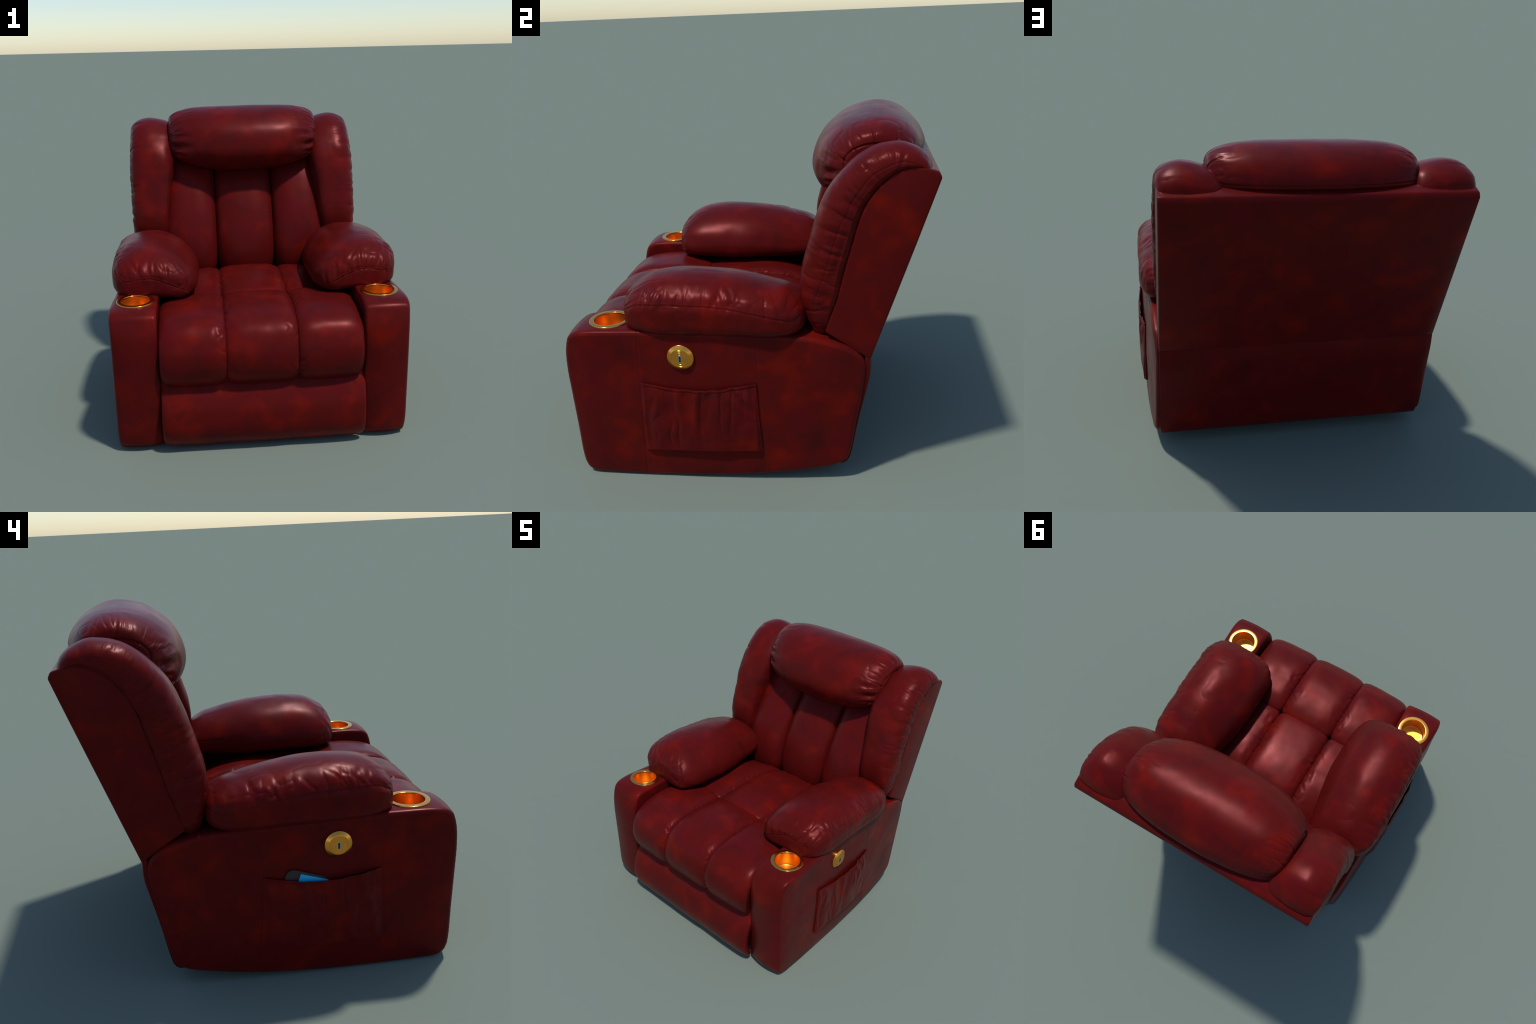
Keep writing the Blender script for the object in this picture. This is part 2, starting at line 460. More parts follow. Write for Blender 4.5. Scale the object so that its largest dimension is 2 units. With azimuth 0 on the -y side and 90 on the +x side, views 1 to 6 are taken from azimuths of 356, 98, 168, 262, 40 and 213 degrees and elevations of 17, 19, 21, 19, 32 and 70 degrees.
def armrest_pad(sign, seed):
    rng = np.random.default_rng(seed)
    y0, y1 = -.612, .350
    ring = spline(PAD_RING, 1200, closed=True) - PAD_C
    center = lambda s: np.stack([PAD_C[0] + 0*s, y0 + (y1-y0)*s, PAD_C[1] - .03*np.clip((s-.5)/.5, 0, 1)**2 - .02*np.clip((.12-s)/.12, 0, 1)**2], 1)
    sh = pillow(center, const((1, 0, 0)), const((0, 0, 1)), y1 - y0, ring, 330, 260,
                qw=(5.0, 5.0), qh=(14, 9), ql=(6, 5), hi=lambda s: smooth_interp(s, PAD_TOP),
                lo=lambda s: 1 + 0*s - .18*np.clip((s-.6)/.4, 0, 1)**2)
    P = sh.V
    rear = np.clip((sh.V[:, 1] + .18)/.46, 0, 1); rear = rear*rear*(3 - 2*rear)                 # the pad narrows towards the back on its inner side
    inner = np.clip((.62 - sh.V[:, 0])/.26, 0, 1)
    sh.V[:, 0] += .052*rear*inner
    sh.V[:, 2] -= .030*rear*inner*np.clip((sh.V[:, 2] - .86)/.1, 0, 1)
    relax_noise(sh, .0030, .17, seed)
    P = sh.V.copy(); d = np.zeros(len(P))
    zs = pad_seam_height(P[:, 0], P[:, 1]); up = P[:, 2] - zs
    flank = np.clip((P[:, 0] - .72)/.08, 0, 1)*np.clip((up + .03)/.03, 0, 1)*np.clip((.135 - up)/.09, 0, 1)
    nose = np.clip((-.46 - P[:, 1])/.07, 0, 1)*np.clip((up + .03)/.03, 0, 1)*np.clip((.16 - up)/.10, 0, 1)
    d += .0056*flank*ripple(P, (.10, .040, .10), seed + 3)*(1 - nose) + .0056*nose*ripple(P, (.042, .12, .10), seed + 5)
    under = np.clip((P[:, 0] - .80)/.06, 0, 1)*np.clip(-up/.03, 0, 1)
    d += .0020*under*ripple(P, (.10, .05, .08), seed + 6)
    # broad irregular crumples on the outer half and the nose
    half = np.clip((P[:, 0] - .56)/.18, 0, 1)*np.clip((.20 - abs(up))/.12, 0, 1)
    d += .0042*np.maximum(half*np.clip((up + .05)/.05, 0, 1), nose)*ripple(P, (.085, .075, .13), seed + 12, 4)
    # puckers rising from the seam on the outer flank
    for y in np.sort(rng.uniform(-.54, .30, 12)):
        zs = pad_seam_height(np.array([.89]), np.array([y]))[0]
        ln = rng.uniform(.06, .17); lean = rng.normal(0, .035) + (-.06 if y > .1 else .02)
        a = (.893, y, zs); b = (.893 - .55*ln, y + lean, zs + ln)
        d += crease(P, a, b, rng.uniform(.0025, .0075), rng.uniform(.007, .015), 1, .15, bow=rng.normal(0, .08))
        if rng.random() < .5:
            d += crease(P, a, (.885, y + rng.normal(0, .01), zs - rng.uniform(.03, .07)), rng.uniform(.0015, .004), .011, 1, 0)
    # puckers on the rounded front end, fanning up and inwards
    for x in np.linspace(.43, .88, 13) + rng.normal(0, .012, 13):
        zs = pad_seam_height(np.array([x]), np.array([-.6]))[0]
        ln = rng.uniform(.06, .17)
        a = (x, -.61, zs + .004); b = (x + rng.normal(.02, .03), -.61 + .75*ln, zs + ln*.9)
        d += crease(P, a, b, rng.uniform(.003, .0085), rng.uniform(.007, .013), 1, .1, bow=rng.normal(0, .05))
        if rng.random() < .6: d += crease(P, a, (x + rng.normal(0, .01), -.59, zs - .06), .003, .011, 1, 0)
    # long diagonal folds over the nose
    for x in (.46, .55, .64, .72, .80):
        x += rng.normal(0, .02); up = rng.uniform(.09, .15)
        d += crease(P, (x, -.60, .99), (x + rng.uniform(.05, .12), -.60 + up, .99 + up*.95), rng.uniform(.003, .007), rng.uniform(.009, .016), .8, .25, bow=rng.normal(0, .06))
    # slack folds in the hide on the upper outer flank
    for _ in range(9):
        y = rng.uniform(-.48, .2); z = rng.uniform(1.04, 1.09); x = .88 - (z - 1.03)*1.0
        d += crease(P, (x, y, z), (x - .05, y + rng.normal(0, .05), z + .05), rng.uniform(.002, .005), .012, .8, .3)
    sh.push(d)
    # the seam itself
    P = sh.V
    zs = pad_seam_height(P[:, 0], P[:, 1]); q = (P[:, 2] - zs)/.0038
    mask = np.clip((P[:, 0] - .40)/.08, 0, 1)*np.clip(np.maximum((P[:, 0] - .80)/.03, (-.46 - P[:, 1])/.05), 0, 1)
    sh.push(mask*(-.0026*np.exp(-q*q) + .0012*np.exp(-((q-1.6)/1.3)**2)))
    if sign < 0: sh.mirror()
    return make_obj("armrest_pad", sh, LEATHER, root)

armrest_pad(1, 11); armrest_pad(-1, 23)

# ------------------------------------------------------------------ back frame (boxed shell)
FRAME = [(.988, 1.658), (.982, 1.682), (.921, 1.699), (.862, 1.702), (.792, 1.679), (.721, 1.624), (.662, 1.549), (.626, 1.473),
         (.595, 1.369), (.551, 1.208), (.512, 1.055), (.479, .956), (.448, .861)]

def extruded(name, outline, x0, x1, bevel, mat, segs=3, xs=None):
    bm = bmesh.new(); vs = [bm.verts.new((x0 + SHIFT, y, z)) for y, z in outline]
    f = bm.faces.new(vs)
    r = bmesh.ops.extrude_face_region(bm, geom=[f])
    bmesh.ops.translate(bm, vec=(x1 - x0, 0, 0), verts=[v for v in r['geom'] if isinstance(v, bmesh.types.BMVert)])
    bmesh.ops.recalc_face_normals(bm, faces=bm.faces)
    sharp = [e for e in bm.edges if len(e.link_faces) == 2 and e.calc_face_angle() > math.radians(28)]
    bmesh.ops.bevel(bm, geom=sharp, offset=bevel, segments=segs, profile=.5, affect='EDGES', clamp_overlap=True)
    me = bpy.data.meshes.new(name); bm.to_mesh(me); bm.free(); me.materials.append(mat)
    for p in me.polygons: p.use_smooth = True
    ob = bpy.data.objects.new(name, me); bpy.context.collection.objects.link(ob); ob.parent = root
    me.set_sharp_from_angle(angle=math.radians(40))
    return ob

def prism(name, outline, half, nx, warp, bevel, segs, mat):
    """Outline in (y, z) carried across x in nx steps, warped, with its hard edges rounded."""
    O = np.asarray(outline, float); n = len(O); xs = np.linspace(-half, half, nx)
    V = np.array([(x, *p) for x in xs for p in O]); V = warp(V)
    bm = bmesh.new(); vs = [bm.verts.new((v[0] + SHIFT, v[1], v[2])) for v in V]
    for i in range(nx - 1):
        for j in range(n):
            k = (j + 1) % n
            bm.faces.new((vs[i*n + j], vs[i*n + k], vs[(i+1)*n + k], vs[(i+1)*n + j]))
    bm.faces.new(vs[:n]); bm.faces.new(vs[-n:])
    bmesh.ops.recalc_face_normals(bm, faces=bm.faces)
    sharp = [e for e in bm.edges if len(e.link_faces) == 2 and e.calc_face_angle() > math.radians(28)]
    bmesh.ops.bevel(bm, geom=sharp, offset=bevel, segments=segs, profile=.5, affect='EDGES', clamp_overlap=True)
    me = bpy.data.meshes.new(name); bm.to_mesh(me); bm.free(); me.materials.append(mat)
    for p in me.polygons: p.use_smooth = True
    me.set_sharp_from_angle(angle=math.radians(40))
    ob = bpy.data.objects.new(name, me); bpy.context.collection.objects.link(ob); ob.parent = root
    return ob

def back_bulge(V):
    """The upholstered rear is gently bowed outwards, dying out at every edge."""
    X, Y, Z = V.T
    edge_x = np.clip((.80 - abs(X))/.05, 0, 1); edge_x = edge_x*(2 - edge_x)
    prof = smooth_interp(Z, [(.06, 0), (.20, .1), (.45, .8), (.71, .9), (1.1, 1), (1.4, .9), (1.58, .4), (1.66, 0), (1.9, 0)])
    rear_line = np.interp(Z, [.09, .70, .713, 1.655], [.56, .675, .675, .996])
    on_back = np.clip(1 - (rear_line - Y)/.02, 0, 1)
    W = V.copy(); W[:, 1] += .0095*edge_x*prof*on_back
    # the front of the shell is hollow behind the channels
    hollow = np.clip((.50 - abs(X))/.05, 0, 1)*np.clip((1.62 - Z)/.12, 0, 1)*np.clip((Z - .74)/.06, 0, 1)*(rear_line - Y > .10)
    W[:, 1] += .07*hollow
    return W

front_curve = spline(FRAME[1:], 60)
back_line = resample([(.675, .713), (.996, 1.655)], 24)
prism("back_frame", np.vstack([front_curve, back_line]), .802, 41, back_bulge, .009, 4, LEATHER)

# lower rear panel, a padded board hung a finger's breadth behind the sides
rear = [(.674, .726), (.671, .62), (.645, .49), (.611, .326), (.587, .19), (.571, .122), (.549, .090), (.514, .084)]
rear_c = spline(rear, 30)
inner_c = rear_c[::-1] + np.array([-.024, .004])
prism("rear_panel", np.vstack([rear_c, inner_c]), .800, 41, back_bulge, .007, 3, LEATHER)

# hidden body under the seat
extruded("seat_box", [(-.86, .06), (.52, .10), (.62, .66), (.40, .68), (-.80, .66), (-.875, .60), (-.905, .40)], -.604, .604, .02, LEATHER, 2)

# ------------------------------------------------------------------ wings of the back
WING = [(.974, 1.672), (.948, 1.742), (.888, 1.790), (.805, 1.812), (.70, 1.797), (.60, 1.742), (.525, 1.668), (.462, 1.582), (.420, 1.485),
        (.385, 1.378), (.352, 1.265), (.326, 1.160), (.319, 1.070), (.326, .980), (.349, .888), (.375, .838), (.41, .815)]
WBASE = [(.930, 1.640), (.900, 1.645), (.86, 1.645), (.80, 1.622), (.745, 1.575), (.70, 1.515), (.672, 1.45), (.650, 1.385), (.630, 1.32),
         (.608, 1.235), (.586, 1.15), (.566, 1.07), (.545, .985), (.525, .925), (.505, .880), (.490, .855), (.47, .835)]
WSEAM = [(.904, 1.707), (.825, 1.731), (.746, 1.709), (.671, 1.663), (.630, 1.610), (.583, 1.541), (.556, 1.480), (.525, 1.419), (.494, 1.322),
         (.454, 1.188), (.429, 1.117), (.408, 1.060), (.394, 1.016), (.40, .93), (.42, .84)]

def wing(sign, seed):
    rng = np.random.default_rng(seed)
    O = spline(WING, 400); B = spline(WBASE, 400)
    # pair outer and base points by fraction of their control index
    M = (O + B)/2; D = O - B; h = np.linalg.norm(D, axis=1); Nn = D/h[:, None]
    f = np.linspace(0, 1, 400)
    def pick(A): return lambda s: np.stack([np.interp(s, f, A[:, k]) for k in range(A.shape[1])], 1)
    inx = lambda s: smooth_interp(s, [(0, .490), (.1, .470), (.3, .475), (.45, .497), (.6, .525), (.8, .552), (1, .580)])
    outx = lambda s: smooth_interp(s, [(0, .808), (.1, .818), (.3, .822), (.6, .824), (.85, .818), (1, .802)])
    cen = lambda s: np.column_stack([(inx(s) + outx(s))/2, pick(M)(s)])
    nor = lambda s: np.column_stack([0*s, pick(Nn)(s)])
    half = lambda s: np.interp(s, f, h)/2
    length = np.linalg.norm(np.diff(O, axis=0), axis=1).sum()
    ring = superellipse(720, 3.1, 2.5, 5)
    box = superellipse(720, 9, 4)
    ring = np.where(ring[:, 1:2] < 0, box, ring)
    sh = pillow(cen, const((1, 0, 0)), nor, length, ring, 220, 340, qw=(9, 5), qh=(7, 6), hi=half, lo=half,
                wid=lambda s: (outx(s) - inx(s))/2)
    # where the wing is tucked behind the frame's edge it stays inside the cheek
    fc = front_curve; ft = np.gradient(fc, axis=0); fn = np.stack([ft[:, 1], -ft[:, 0]], 1)
    fn /= np.linalg.norm(fn, axis=1, keepdims=True)
    if fn[30, 0] > 0: fn = -fn
    bi = np.zeros(len(sh.V), int); bd = np.full(len(sh.V), 9.)
    for i in range(len(fc)):
        q = (sh.V[:, 1] - fc[i, 0])**2 + (sh.V[:, 2] - fc[i, 1])**2
        w = q < bd; bd[w] = q[w]; bi[w] = i
    outside = ((sh.V[:, 1:] - fc[bi])*fn[bi]).sum(1)
    lim = .788 + .011*np.clip((outside + .012)/.012, 0, 1) + .03*np.clip(outside/.035, 0, 1)
    sh.V[:, 0] = np.minimum(sh.V[:, 0], lim)
    # the crown slopes down towards the pillow
    top = np.clip((sh.V[:, 2] - 1.45)/.25, 0, 1)
    sh.V[:, 2] -= .007*top
    sh.V[:, 0] += -.006 if sign > 0 else .003
    sh.V[:, 2] -= .042*top*np.clip((.69 - sh.V[:, 0])/.20, 0, 1)**1.4
    relax_noise(sh, .003, .13, seed)
    P = sh.V.copy(); d = np.zeros(len(P))
    seam = spline(WSEAM, 300); fo = np.linspace(0, 1, 300)
    tan = np.gradient(seam, axis=0); tan /= np.linalg.norm(tan, axis=1, keepdims=True)
    nrm = np.stack([tan[:, 1], -tan[:, 0]], 1)          # towards outer edge or base
    if ((O[200] - seam[150]) @ nrm[150]) < 0: nrm = -nrm
    # slack hide: ripples running across the seam
    ci = np.zeros(len(P), int); cd = np.full(len(P), 9.)
    for i in range(0, 300, 3):
        q = (P[:, 1] - seam[i, 0])**2 + (P[:, 2] - seam[i, 1])**2
        w = q < cd; cd[w] = q[w]; ci[w] = i
    cd = np.sqrt(cd); arc = ci/300*1.25
    along = np.stack([arc, cd, P[:, 0]], 1)
    flank = np.clip((P[:, 0] - .64)/.12, 0, 1)*np.clip((.16 - cd)/.10, 0, 1)
    d += .0045*flank*ripple(along, (.045, .16, .2), seed + 4)
    # puckers across the seam: some short and sharp, some long and soft
    for t in np.r_[rng.uniform(.05, .97, 11), (.30, .37, .43, .50, .60)]:
        i = int(t*299); c = seam[i]
        ln = rng.uniform(.05, .12); dep = rng.uniform(.003, .0075); w = rng.uniform(.006, .013)
        tilt = tan[i]*rng.normal(0, .02)
        d += crease(P, (.812, *c), (.812 - ln*.35, *(c + nrm[i]*ln + tilt)), dep, w, 1, .1)
        if rng.random() < .7:
            d += crease(P, (.812, *c), (.806, *(c - nrm[i]*ln*.8 - tilt)), dep*.8, w, 1, .1)
    # a flattened field where the hide lies slack between two tucks
    for t0, t1 in ((.50, .68),):
        i0, i1 = int(t0*299), int(t1*299)
        o = nrm[(i0+i1)//2]
        d += crease(P, (.812, *(seam[i0] - o*.045)), (.812, *(seam[i1] - o*.045)), .005, .012, 1, .8)
        d += crease(P, (.812, *(seam[i0] + o*.065)), (.812, *(seam[i1] + o*.055)), .004, .016, 1, .6)
    # gathers at the foot of the wing
    for x in (.80, .74, .66):
        d += crease(P, (x, .385, .83), (x + .005, .36, .96), .008, .014, 1, 0)
    # folds over the crown
    for t in rng.uniform(.1, .8, 6):
        i = int(t*299); c = seam[i] + nrm[i]*.08
        d += crease(P, (.79, *c), (.68, *(c + nrm[i]*.05)), rng.uniform(.002, .005), .014, .9, .1)
    sh.push(d)
    P = sh.V; q = np.full(len(P), 9.)
    near = P[:, 0] > .74
    idx = np.where(near)[0]
    for c in seam: q[idx] = np.minimum(q[idx], (P[idx, 1] - c[0])**2 + (P[idx, 2] - c[1])**2)
    q = np.sqrt(q)/.0042
    sh.push(np.where(near, -.0020*np.exp(-q*q), 0)*np.clip((P[:, 0]-.75)/.03, 0, 1))
    if sign < 0: sh.mirror()
    return make_obj("back_wing", sh, LEATHER, root)

wing(1, 31); wing(-1, 47)

# ------------------------------------------------------------------ back cushions (three channels)
BSEAM = [(.395, .66), (.372, .74), (.378, .85), (.412, .98), (.462, 1.10), (.515, 1.20), (.575, 1.30), (.640, 1.40), (.70, 1.50), (.75, 1.60)]

def channel(name, x0, x1, prof, thick_hi, thick_lo, seed, ring, q, hi_fn=None, nu=150, nv=220, open_side=0, puckers=8, jitter=1.0, warp=None):
    """One upholstered channel: pillow along a (y,z) profile, bulging along its left normal."""
    rng = np.random.default_rng(seed)
    C = spline(prof, 500); tan = np.gradient(C, axis=0); tan /= np.linalg.norm(tan, axis=1, keepdims=True)
    nr = np.stack([-tan[:, 1], tan[:, 0]], 1)
    f = np.linspace(0, 1, 500)
    pk = lambda A, s: np.stack([np.interp(s, f, A[:, k]) for k in range(2)], 1)
    xc, a = (x0 + x1)/2, (x1 - x0)/2
    L = np.linalg.norm(np.diff(C, axis=0), axis=1).sum()
    cen = lambda s: np.column_stack([xc + 0*s, pk(C, s)])
    nor = lambda s: np.column_stack([0*s, pk(nr, s)])
    hi = (lambda s: thick_hi*hi_fn(s)) if hi_fn else thick_hi
    sh = pillow(cen, const((1, 0, 0)), nor, L, ring, nu, nv, qw=(q[0], q[1]), qh=(q[2], q[3]), hi=hi, lo=thick_lo, wid=a)
    relax_noise(sh, .0014*jitter, .16, seed)
    P = sh.V.copy(); d = np.zeros(len(P))
    for sd in (0, 1):
        if sd == 0 and open_side < 0 or sd == 1 and open_side > 0: continue
        for t in rng.uniform(.08, .92, puckers):
            c = pk(C, np.array([t]))[0]; n = pk(nr, np.array([t]))[0]; tg = pk(tan, np.array([t]))[0]
            x = x0 if sd == 0 else x1; inn = 1 if sd == 0 else -1
            hh = thick_hi*(hi_fn(np.array([t]))[0] if hi_fn else 1)
            p0 = c + n*hh*.35; p1 = c + n*hh*.95 + tg*rng.normal(0, .05)
            ln = rng.uniform(.03, .08)
            d += crease(P, (x, *p0), (x + inn*ln, *p1), rng.uniform(.002, .0045)*jitter, rng.uniform(.007, .012), 1, .05)
            if rng.random() < .5:      # slack folds that run along the seam
                run = rng.uniform(.05, .12); off = rng.uniform(.02, .07)
                d += crease(P, (x + inn*off, *(p1 - tg*run/2)), (x + inn*(off + rng.normal(0, .02)), *(p1 + tg*run/2)), rng.uniform(.0015, .003)*jitter, rng.uniform(.010, .016), .8, .2)
    sh.push(d)
    if warp: sh.V = warp(sh.V)
    return make_obj(name, sh, LEATHER, root)

XS = [-.585, -.207, .214, .592]
ringb = superellipse(720, 2.7, 2.0)
for k in range(3):
    channel("back_cushion", XS[k] - SHIFT - .001, XS[k+1] - SHIFT + .001, BSEAM[::-1], (.095, .102, .095)[k], .10, 60 + k, ringb, (5, 6, 4, 4),
            hi_fn=lambda s: smooth_interp(s, [(0, .5), (.2, .7), (.35, .92), (.5, 1.0), (.75, 1.02), (1, .9)]), open_side=(-1, 0, 1)[k], puckers=4, jitter=.6)

# ------------------------------------------------------------------ seat cushions
FRONT_PROF = [(-.882, .412), (-.930, .466), (-.955, .56), (-.942, .65), (-.905, .712), (-.845, .750), (-.75, .770), (-.62, .776), (-.50, .772), (-.383, .755)]
REAR_PROF = [(-.397, .752), (-.22, .762), (0, .765), (.13, .753), (.25, .718), (.38, .655)]
ringf = [superellipse(720, 6, 2.1, 3.8), superellipse(720, 4.6, 2.0), superellipse(720, 3.8, 2.1, 6)]
bulge = lambda s: smooth_interp(s, [(0, .5), (.2, .75), (.45, 1.0), (.65, 1.05), (.85, 1.0), (1, .9)])
for k in range(3):
    channel("seat_front_cushion", XS[k] - SHIFT - .007, XS[k+1] - SHIFT + .007, FRONT_PROF[::-1], -(.056, .056, .056)[k], -.10, 80 + k, ringf[k], (14, 8, 9, 5), warp=lambda V: V + np.stack([0*V[:, 0], .008*(V[:, 0]/.58)**2*np.clip((-.5 - V[:, 1])/.35, 0, 1), -.002*(V[:, 0]/.58)**2], 1),
            hi_fn=lambda s: bulge(1 - s), open_side=(-1, 0, 1)[k], puckers=13, jitter=1.5, nv=300, nu=190)
for k in range(3):
    channel("seat_rear_cushion", XS[k] - SHIFT - .007, XS[k+1] - SHIFT + .007, REAR_PROF, (.047, .058, .047)[k], .08, 90 + k, ringf[k], (14, 10, 9, 6), warp=lambda V: V - np.stack([0*V[:, 0], 0*V[:, 0], .04*np.clip((abs(V[:, 0]) - .28)/.25, 0, 1)*np.clip((V[:, 1] - .0)/.3, 0, 1)], 1),
            open_side=(-1, 0, 1)[k], puckers=13, jitter=1.5, nv=220, nu=190)

# ------------------------------------------------------------------ footrest board
def footrest():
    rng = np.random.default_rng(5)
    prof = [(-.892, .028), (-.930, .088), (-.952, .16), (-.950, .23), (-.935, .30), (-.905, .36), (-.865, .42), (-.835, .46)]
    C = spline(prof, 200); tan = np.gradient(C, axis=0); tan /= np.linalg.norm(tan, axis=1, keepdims=True)
    nr = np.stack([-tan[:, 1], tan[:, 0]], 1); f = np.linspace(0, 1, 200)
    pk = lambda A, s: np.stack([np.interp(s, f, A[:, k]) for k in range(2)], 1)
    L = np.linalg.norm(np.diff(C, axis=0), axis=1).sum()
    ring = superellipse(720, 16, 3.0)
    sh = pillow(lambda s: np.column_stack([0*s + .004, pk(C, s)]), const((1, 0, 0)), lambda s: np.column_stack([0*s, pk(nr, s)]), L, ring,
                360, 130, qw=(14, 14), qh=(3.6, 4.5), hi=.035, lo=.045, wid=.605)
    relax_noise(sh, .003, .2, 8)
    P = sh.V.copy(); d = np.zeros(len(P))
    for x in (-.24, .05, .30, -.48, .52):
        d += crease(P, (x, -.965, .435), (x + rng.normal(0, .04), -.985, .43 - rng.uniform(.03, .07)), .006, .014, 1, 0)
    sh.push(d)
    return make_obj("footrest", sh, LEATHER, root)
footrest()

# ------------------------------------------------------------------ headrest roll
HEAD = [(.352, 1.565), (.356, 1.645), (.406, 1.748), (.516, 1.837), (.66, 1.880), (.78, 1.877), (.885, 1.832), (.948, 1.766), (.966, 1.712),
        (.93, 1.680), (.80, 1.60), (.64, 1.51), (.535, 1.452), (.460, 1.437), (.395, 1.476)]
def headrest():
    rng = np.random.default_rng(77)
    hc = np.array([.680, 1.680]); x0, x1 = -.537, .555
    ring = spline(HEAD, 1200, closed=True) - hc
    cen = lambda s: np.stack([x0 + (x1-x0)*s, hc[0] + 0*s, hc[1] + 0*s], 1)
    sh = pillow(cen, const((0, 1, 0)), const((0, 0, 1)), x1 - x0, ring, 380, 320, qw=(2.4, 2.4), qh=(3.8, 3.8), ql=(3.4, 3.4), lo=lambda s: 1 - .24*(2*s-1)**2, floor=.34, dome=.014)
    sh.V[:, 1] += .022*np.clip(abs(sh.V[:, 0] - (x0 + x1)/2)/.55, 0, 1)**3
    relax_noise(sh, .0018, .2, 9)
    P = sh.V.copy(); d = np.zeros(len(P))
    xm = (x0 + x1)/2
    for sg in (1, -1):
        e = xm + sg*.548; i = xm + sg*.47; ii = xm + sg*.36
        # pleats running in from the end gusset, over the top
        for (y0, z0, y1, z1, dep) in ((.60, 1.72, .555, 1.815, .010), (.70, 1.765, .68, 1.855, .012), (.79, 1.76, .785, 1.845, .010), (.55, 1.68, .46, 1.75, .008)):
            d += crease(P, (e, y0, z0), ((i*2 + ii)/3, y1 + rng.normal(0, .015), z1 + .008), dep*.8, .0062, 1, .1)
        # tucked folds on the front corners
        d += crease(P, (xm + sg*.53, .47, 1.615), (xm + sg*.40, .372, 1.622), .034, .024, 1, .3)
        d += crease(P, (xm + sg*.52, .46, 1.555), (xm + sg*.43, .385, 1.540), .020, .016, 1, .1)
        d += crease(P, (xm + sg*.50, .43, 1.70), (xm + sg*.33, .385, 1.715), .014, .018, 1, 0)
        d += crease(P, (xm + sg*.50, .45, 1.50), (xm + sg*.44, .41, 1.47), .012, .010, 1, .2)
        for _ in range(5):
            z = rng.uniform(1.5, 1.8)
            d += crease(P, (xm + sg*.52, .47, z), (xm + sg*rng.uniform(.38, .46), .40, z + rng.normal(0, .03)), rng.uniform(.003, .007), .012, 1, 0)
    xe = abs(P[:, 0] - xm); end = np.clip((xe - .34)/.14, 0, 1)*np.clip((.545 - xe)/.03, 0, 1)
    ang = np.arctan2(P[:, 2] - 1.68, P[:, 1] - .68)*.27
    d += .0050*end*ripple(np.stack([P[:, 0], ang, 0*ang], 1), (.16, .05, 1), 41, 3)
    sh.push(d)
    # welt of the end gusset: an ellipse on each end, and the long seam under the roll
    P = sh.V
    for sg in (1, -1):
        rr = np.sqrt(((P[:, 1] - .70)/.16)**2 + ((P[:, 2] - 1.675)/.095)**2)
        q = (rr - 1)/.035; m = (sg*(P[:, 0] - xm) > .40)
        sh.push(np.where(m, -.007*np.exp(-q*q), 0)); P = sh.V
    q = (P[:, 2] - (1.445 + .14*((P[:, 0]-xm)/.55)**2))/.005
    sh.push(np.where((P[:, 1] < .55), -.004*np.exp(-q*q), 0))
    P = sh.V; q = (P[:, 2] - 1.715)/.006
    sh.push(np.where(P[:, 1] > .85, -.005*np.exp(-q*q), 0))
    return make_obj("headrest", sh, LEATHER, root)
headrest()

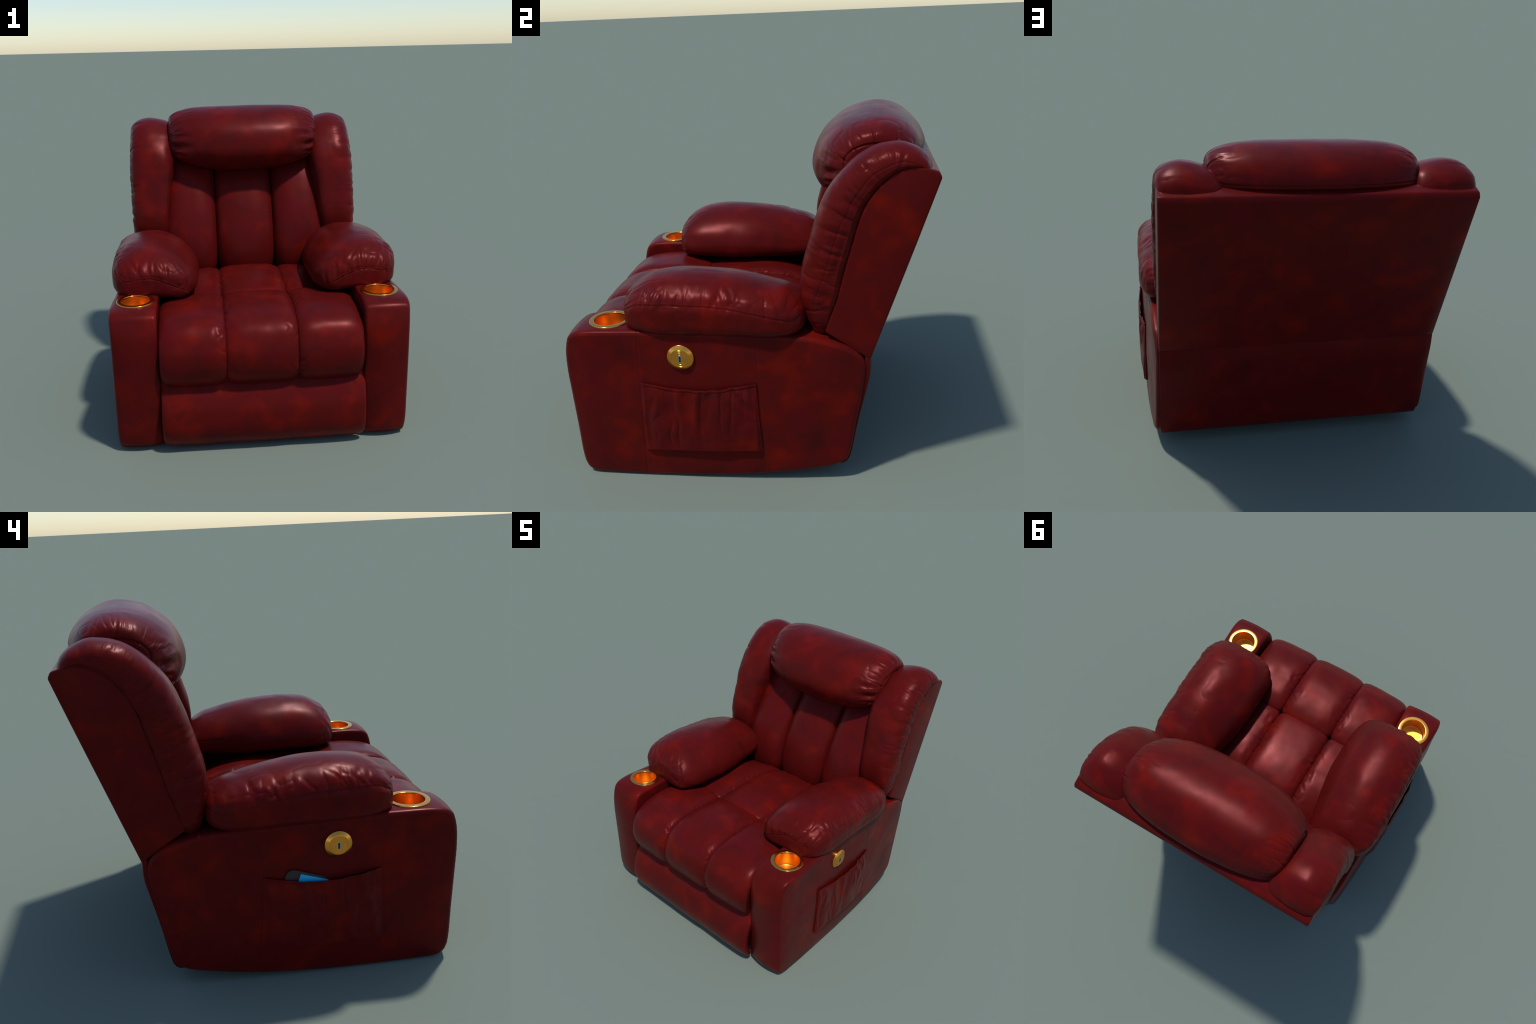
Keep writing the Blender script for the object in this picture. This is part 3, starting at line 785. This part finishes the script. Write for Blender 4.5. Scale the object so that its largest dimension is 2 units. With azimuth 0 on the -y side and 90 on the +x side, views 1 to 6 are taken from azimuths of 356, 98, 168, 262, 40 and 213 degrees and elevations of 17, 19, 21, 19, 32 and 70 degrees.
# ------------------------------------------------------------------ side pockets
def pocket(sign, seed, bulge_amt, fold, base, ramp):
    rng = np.random.default_rng(seed)
    nu, nv = 190, 130
    u = np.linspace(0, 1, nu)[None, :]; v = np.linspace(0, 1, nv)[:, None]
    U = np.repeat(u, nv, 0).ravel(); V_ = np.repeat(v, nu, 1).ravel()
    yl = -.519 - .008*(1 - V_); yr = .092 + .018*(1 - V_)
    Y = yl + (yr - yl)*U
    zb = .186 + .010*U; zt = .587 - .033*np.sin(math.pi*U)**1.2 + .004*U
    Z = zb + (zt - zb)*V_
    xo = smooth_interp(Y, OUTER) - lean_in(Y, Z)
    edge = np.clip(np.minimum(U, 1-U)/ramp, 0, 1); edge = edge*edge*(3-2*edge)
    low = np.clip(V_/.04, 0, 1)
    stand = base + edge*bulge_amt*(.35 + .65*np.sin(math.pi*np.clip(U*.9 + .05, 0, 1)))*(.55 + .45*np.sin(math.pi*np.clip(V_*.8 + .1, 0, 1)))
    P = np.stack([xo*0 + .87, Y, Z], 1)
    d = .5*fold*vnoise(P, .12, seed)*edge + .7*fold*ripple(P, (.1, .045, .22), seed + 2, 2)*edge*np.clip((1-V_)/.06, 0, 1)*np.clip(V_/.15, 0, 1)
    for t in np.linspace(.1, .9, 7) + rng.normal(0, .04, 7):
        y = -.519 + .61*t; ln = rng.uniform(.15, .33); lean = rng.normal(0, .05) + (.5 - t)*-.16
        d += crease(P, (.87, y, .57), (.87, y + lean, .57 - ln), fold*rng.uniform(.6, 1.5), rng.uniform(.014, .032), 1, .15, .6)
    for t in (.85, .12, .7):
        y = -.519 + .61*t
        d += crease(P, (.87, y, .52), (.87, y + .10*(1 if t > .5 else -.5), .36), fold*.9, .018, .8, .3, .6)
    d = np.clip(d, -.009, .012)
    hem = np.exp(-((V_ - .955)/.008)**2)
    X = xo + stand + d*edge - .0015*hem + .003*np.exp(-((V_ - .985)/.015)**2)
    X = np.maximum(X, xo + .003)
    front = Sheet(np.stack([X, Y, Z], 1), nv, nu, False)
    back = Sheet(np.stack([X - .005, Y, Z], 1), nv, nu, False); back.Q = back.Q[:, ::-1]
    # close the cloth's edge
    idx = np.arange(nu*nv).reshape(nv, nu)
    rim = np.concatenate([idx[0], idx[1:, -1], idx[-1, ::-1][1:], idx[::-1, 0][1:-1]])
    # side and bottom edges are sewn down to the panel, the mouth has the cloth's thickness
    Fv = front.V[rim]; Bv = back.V[rim].copy()
    sewn = V_[rim] < .999
    Bv[sewn, 0] = xo[rim][sewn] - .004
    edge_sheet = Sheet(np.vstack([Fv, Bv]), 2, len(rim), True); edge_sheet.Q = edge_sheet.Q[:, ::-1]
    parts = [front, back, edge_sheet]
    if sign < 0:
        for p in parts: p.mirror()
    ob = make_obj("side_pocket", parts, LEATHER, root)
    ob.data.set_sharp_from_angle(angle=math.radians(50))
    return ob
pocket(1, 101, .022, .014, .008, .03)
pocket(-1, 117, .034, .013, .004, .08)

# ------------------------------------------------------------------ phone tucked in the far pocket
def phone():
    ob0 = bpy.data.objects.new("phone", None); bpy.context.collection.objects.link(ob0)
    ob0["label"] = "dark phone with a blue screen in the side pocket"; ob0["category"] = "mobile phone"
    def slab(name, w, h, t, r, dx, cy, cz, mat, x):
        bm = bmesh.new(); n = 10; pts = []
        for (sx, sz, a0) in ((1, 1, 0), (-1, 1, 90), (-1, -1, 180), (1, -1, 270)):
            for k in range(n + 1):
                a = math.radians(a0 + 90*k/n)
                pts.append((sx*(w/2 - r) + r*math.cos(a), sz*(h/2 - r) + r*math.sin(a)))
        vs = [bm.verts.new((x, p, q)) for p, q in pts]; f = bm.faces.new(vs)
        g = bmesh.ops.extrude_face_region(bm, geom=[f])
        bmesh.ops.translate(bm, vec=(-t, 0, 0), verts=[q for q in g['geom'] if isinstance(q, bmesh.types.BMVert)])
        bmesh.ops.recalc_face_normals(bm, faces=bm.faces)
        me = bpy.data.meshes.new(name); bm.to_mesh(me); bm.free(); me.materials.append(mat)
        o = bpy.data.objects.new(name, me); bpy.context.collection.objects.link(o); o.parent = ob0
        o.rotation_euler = (math.radians(19), 0, 0); o.location = (dx, cy, cz)
        return o
    slab("phone_case", .232, .146, .008, .040, -.870 + SHIFT, -.123, .527, CASE, 0)
    slab("screen", .15, .10, .002, .004, -.8785 + SHIFT, -.155, .527, screen_material(), 0)
    return ob0
phone()
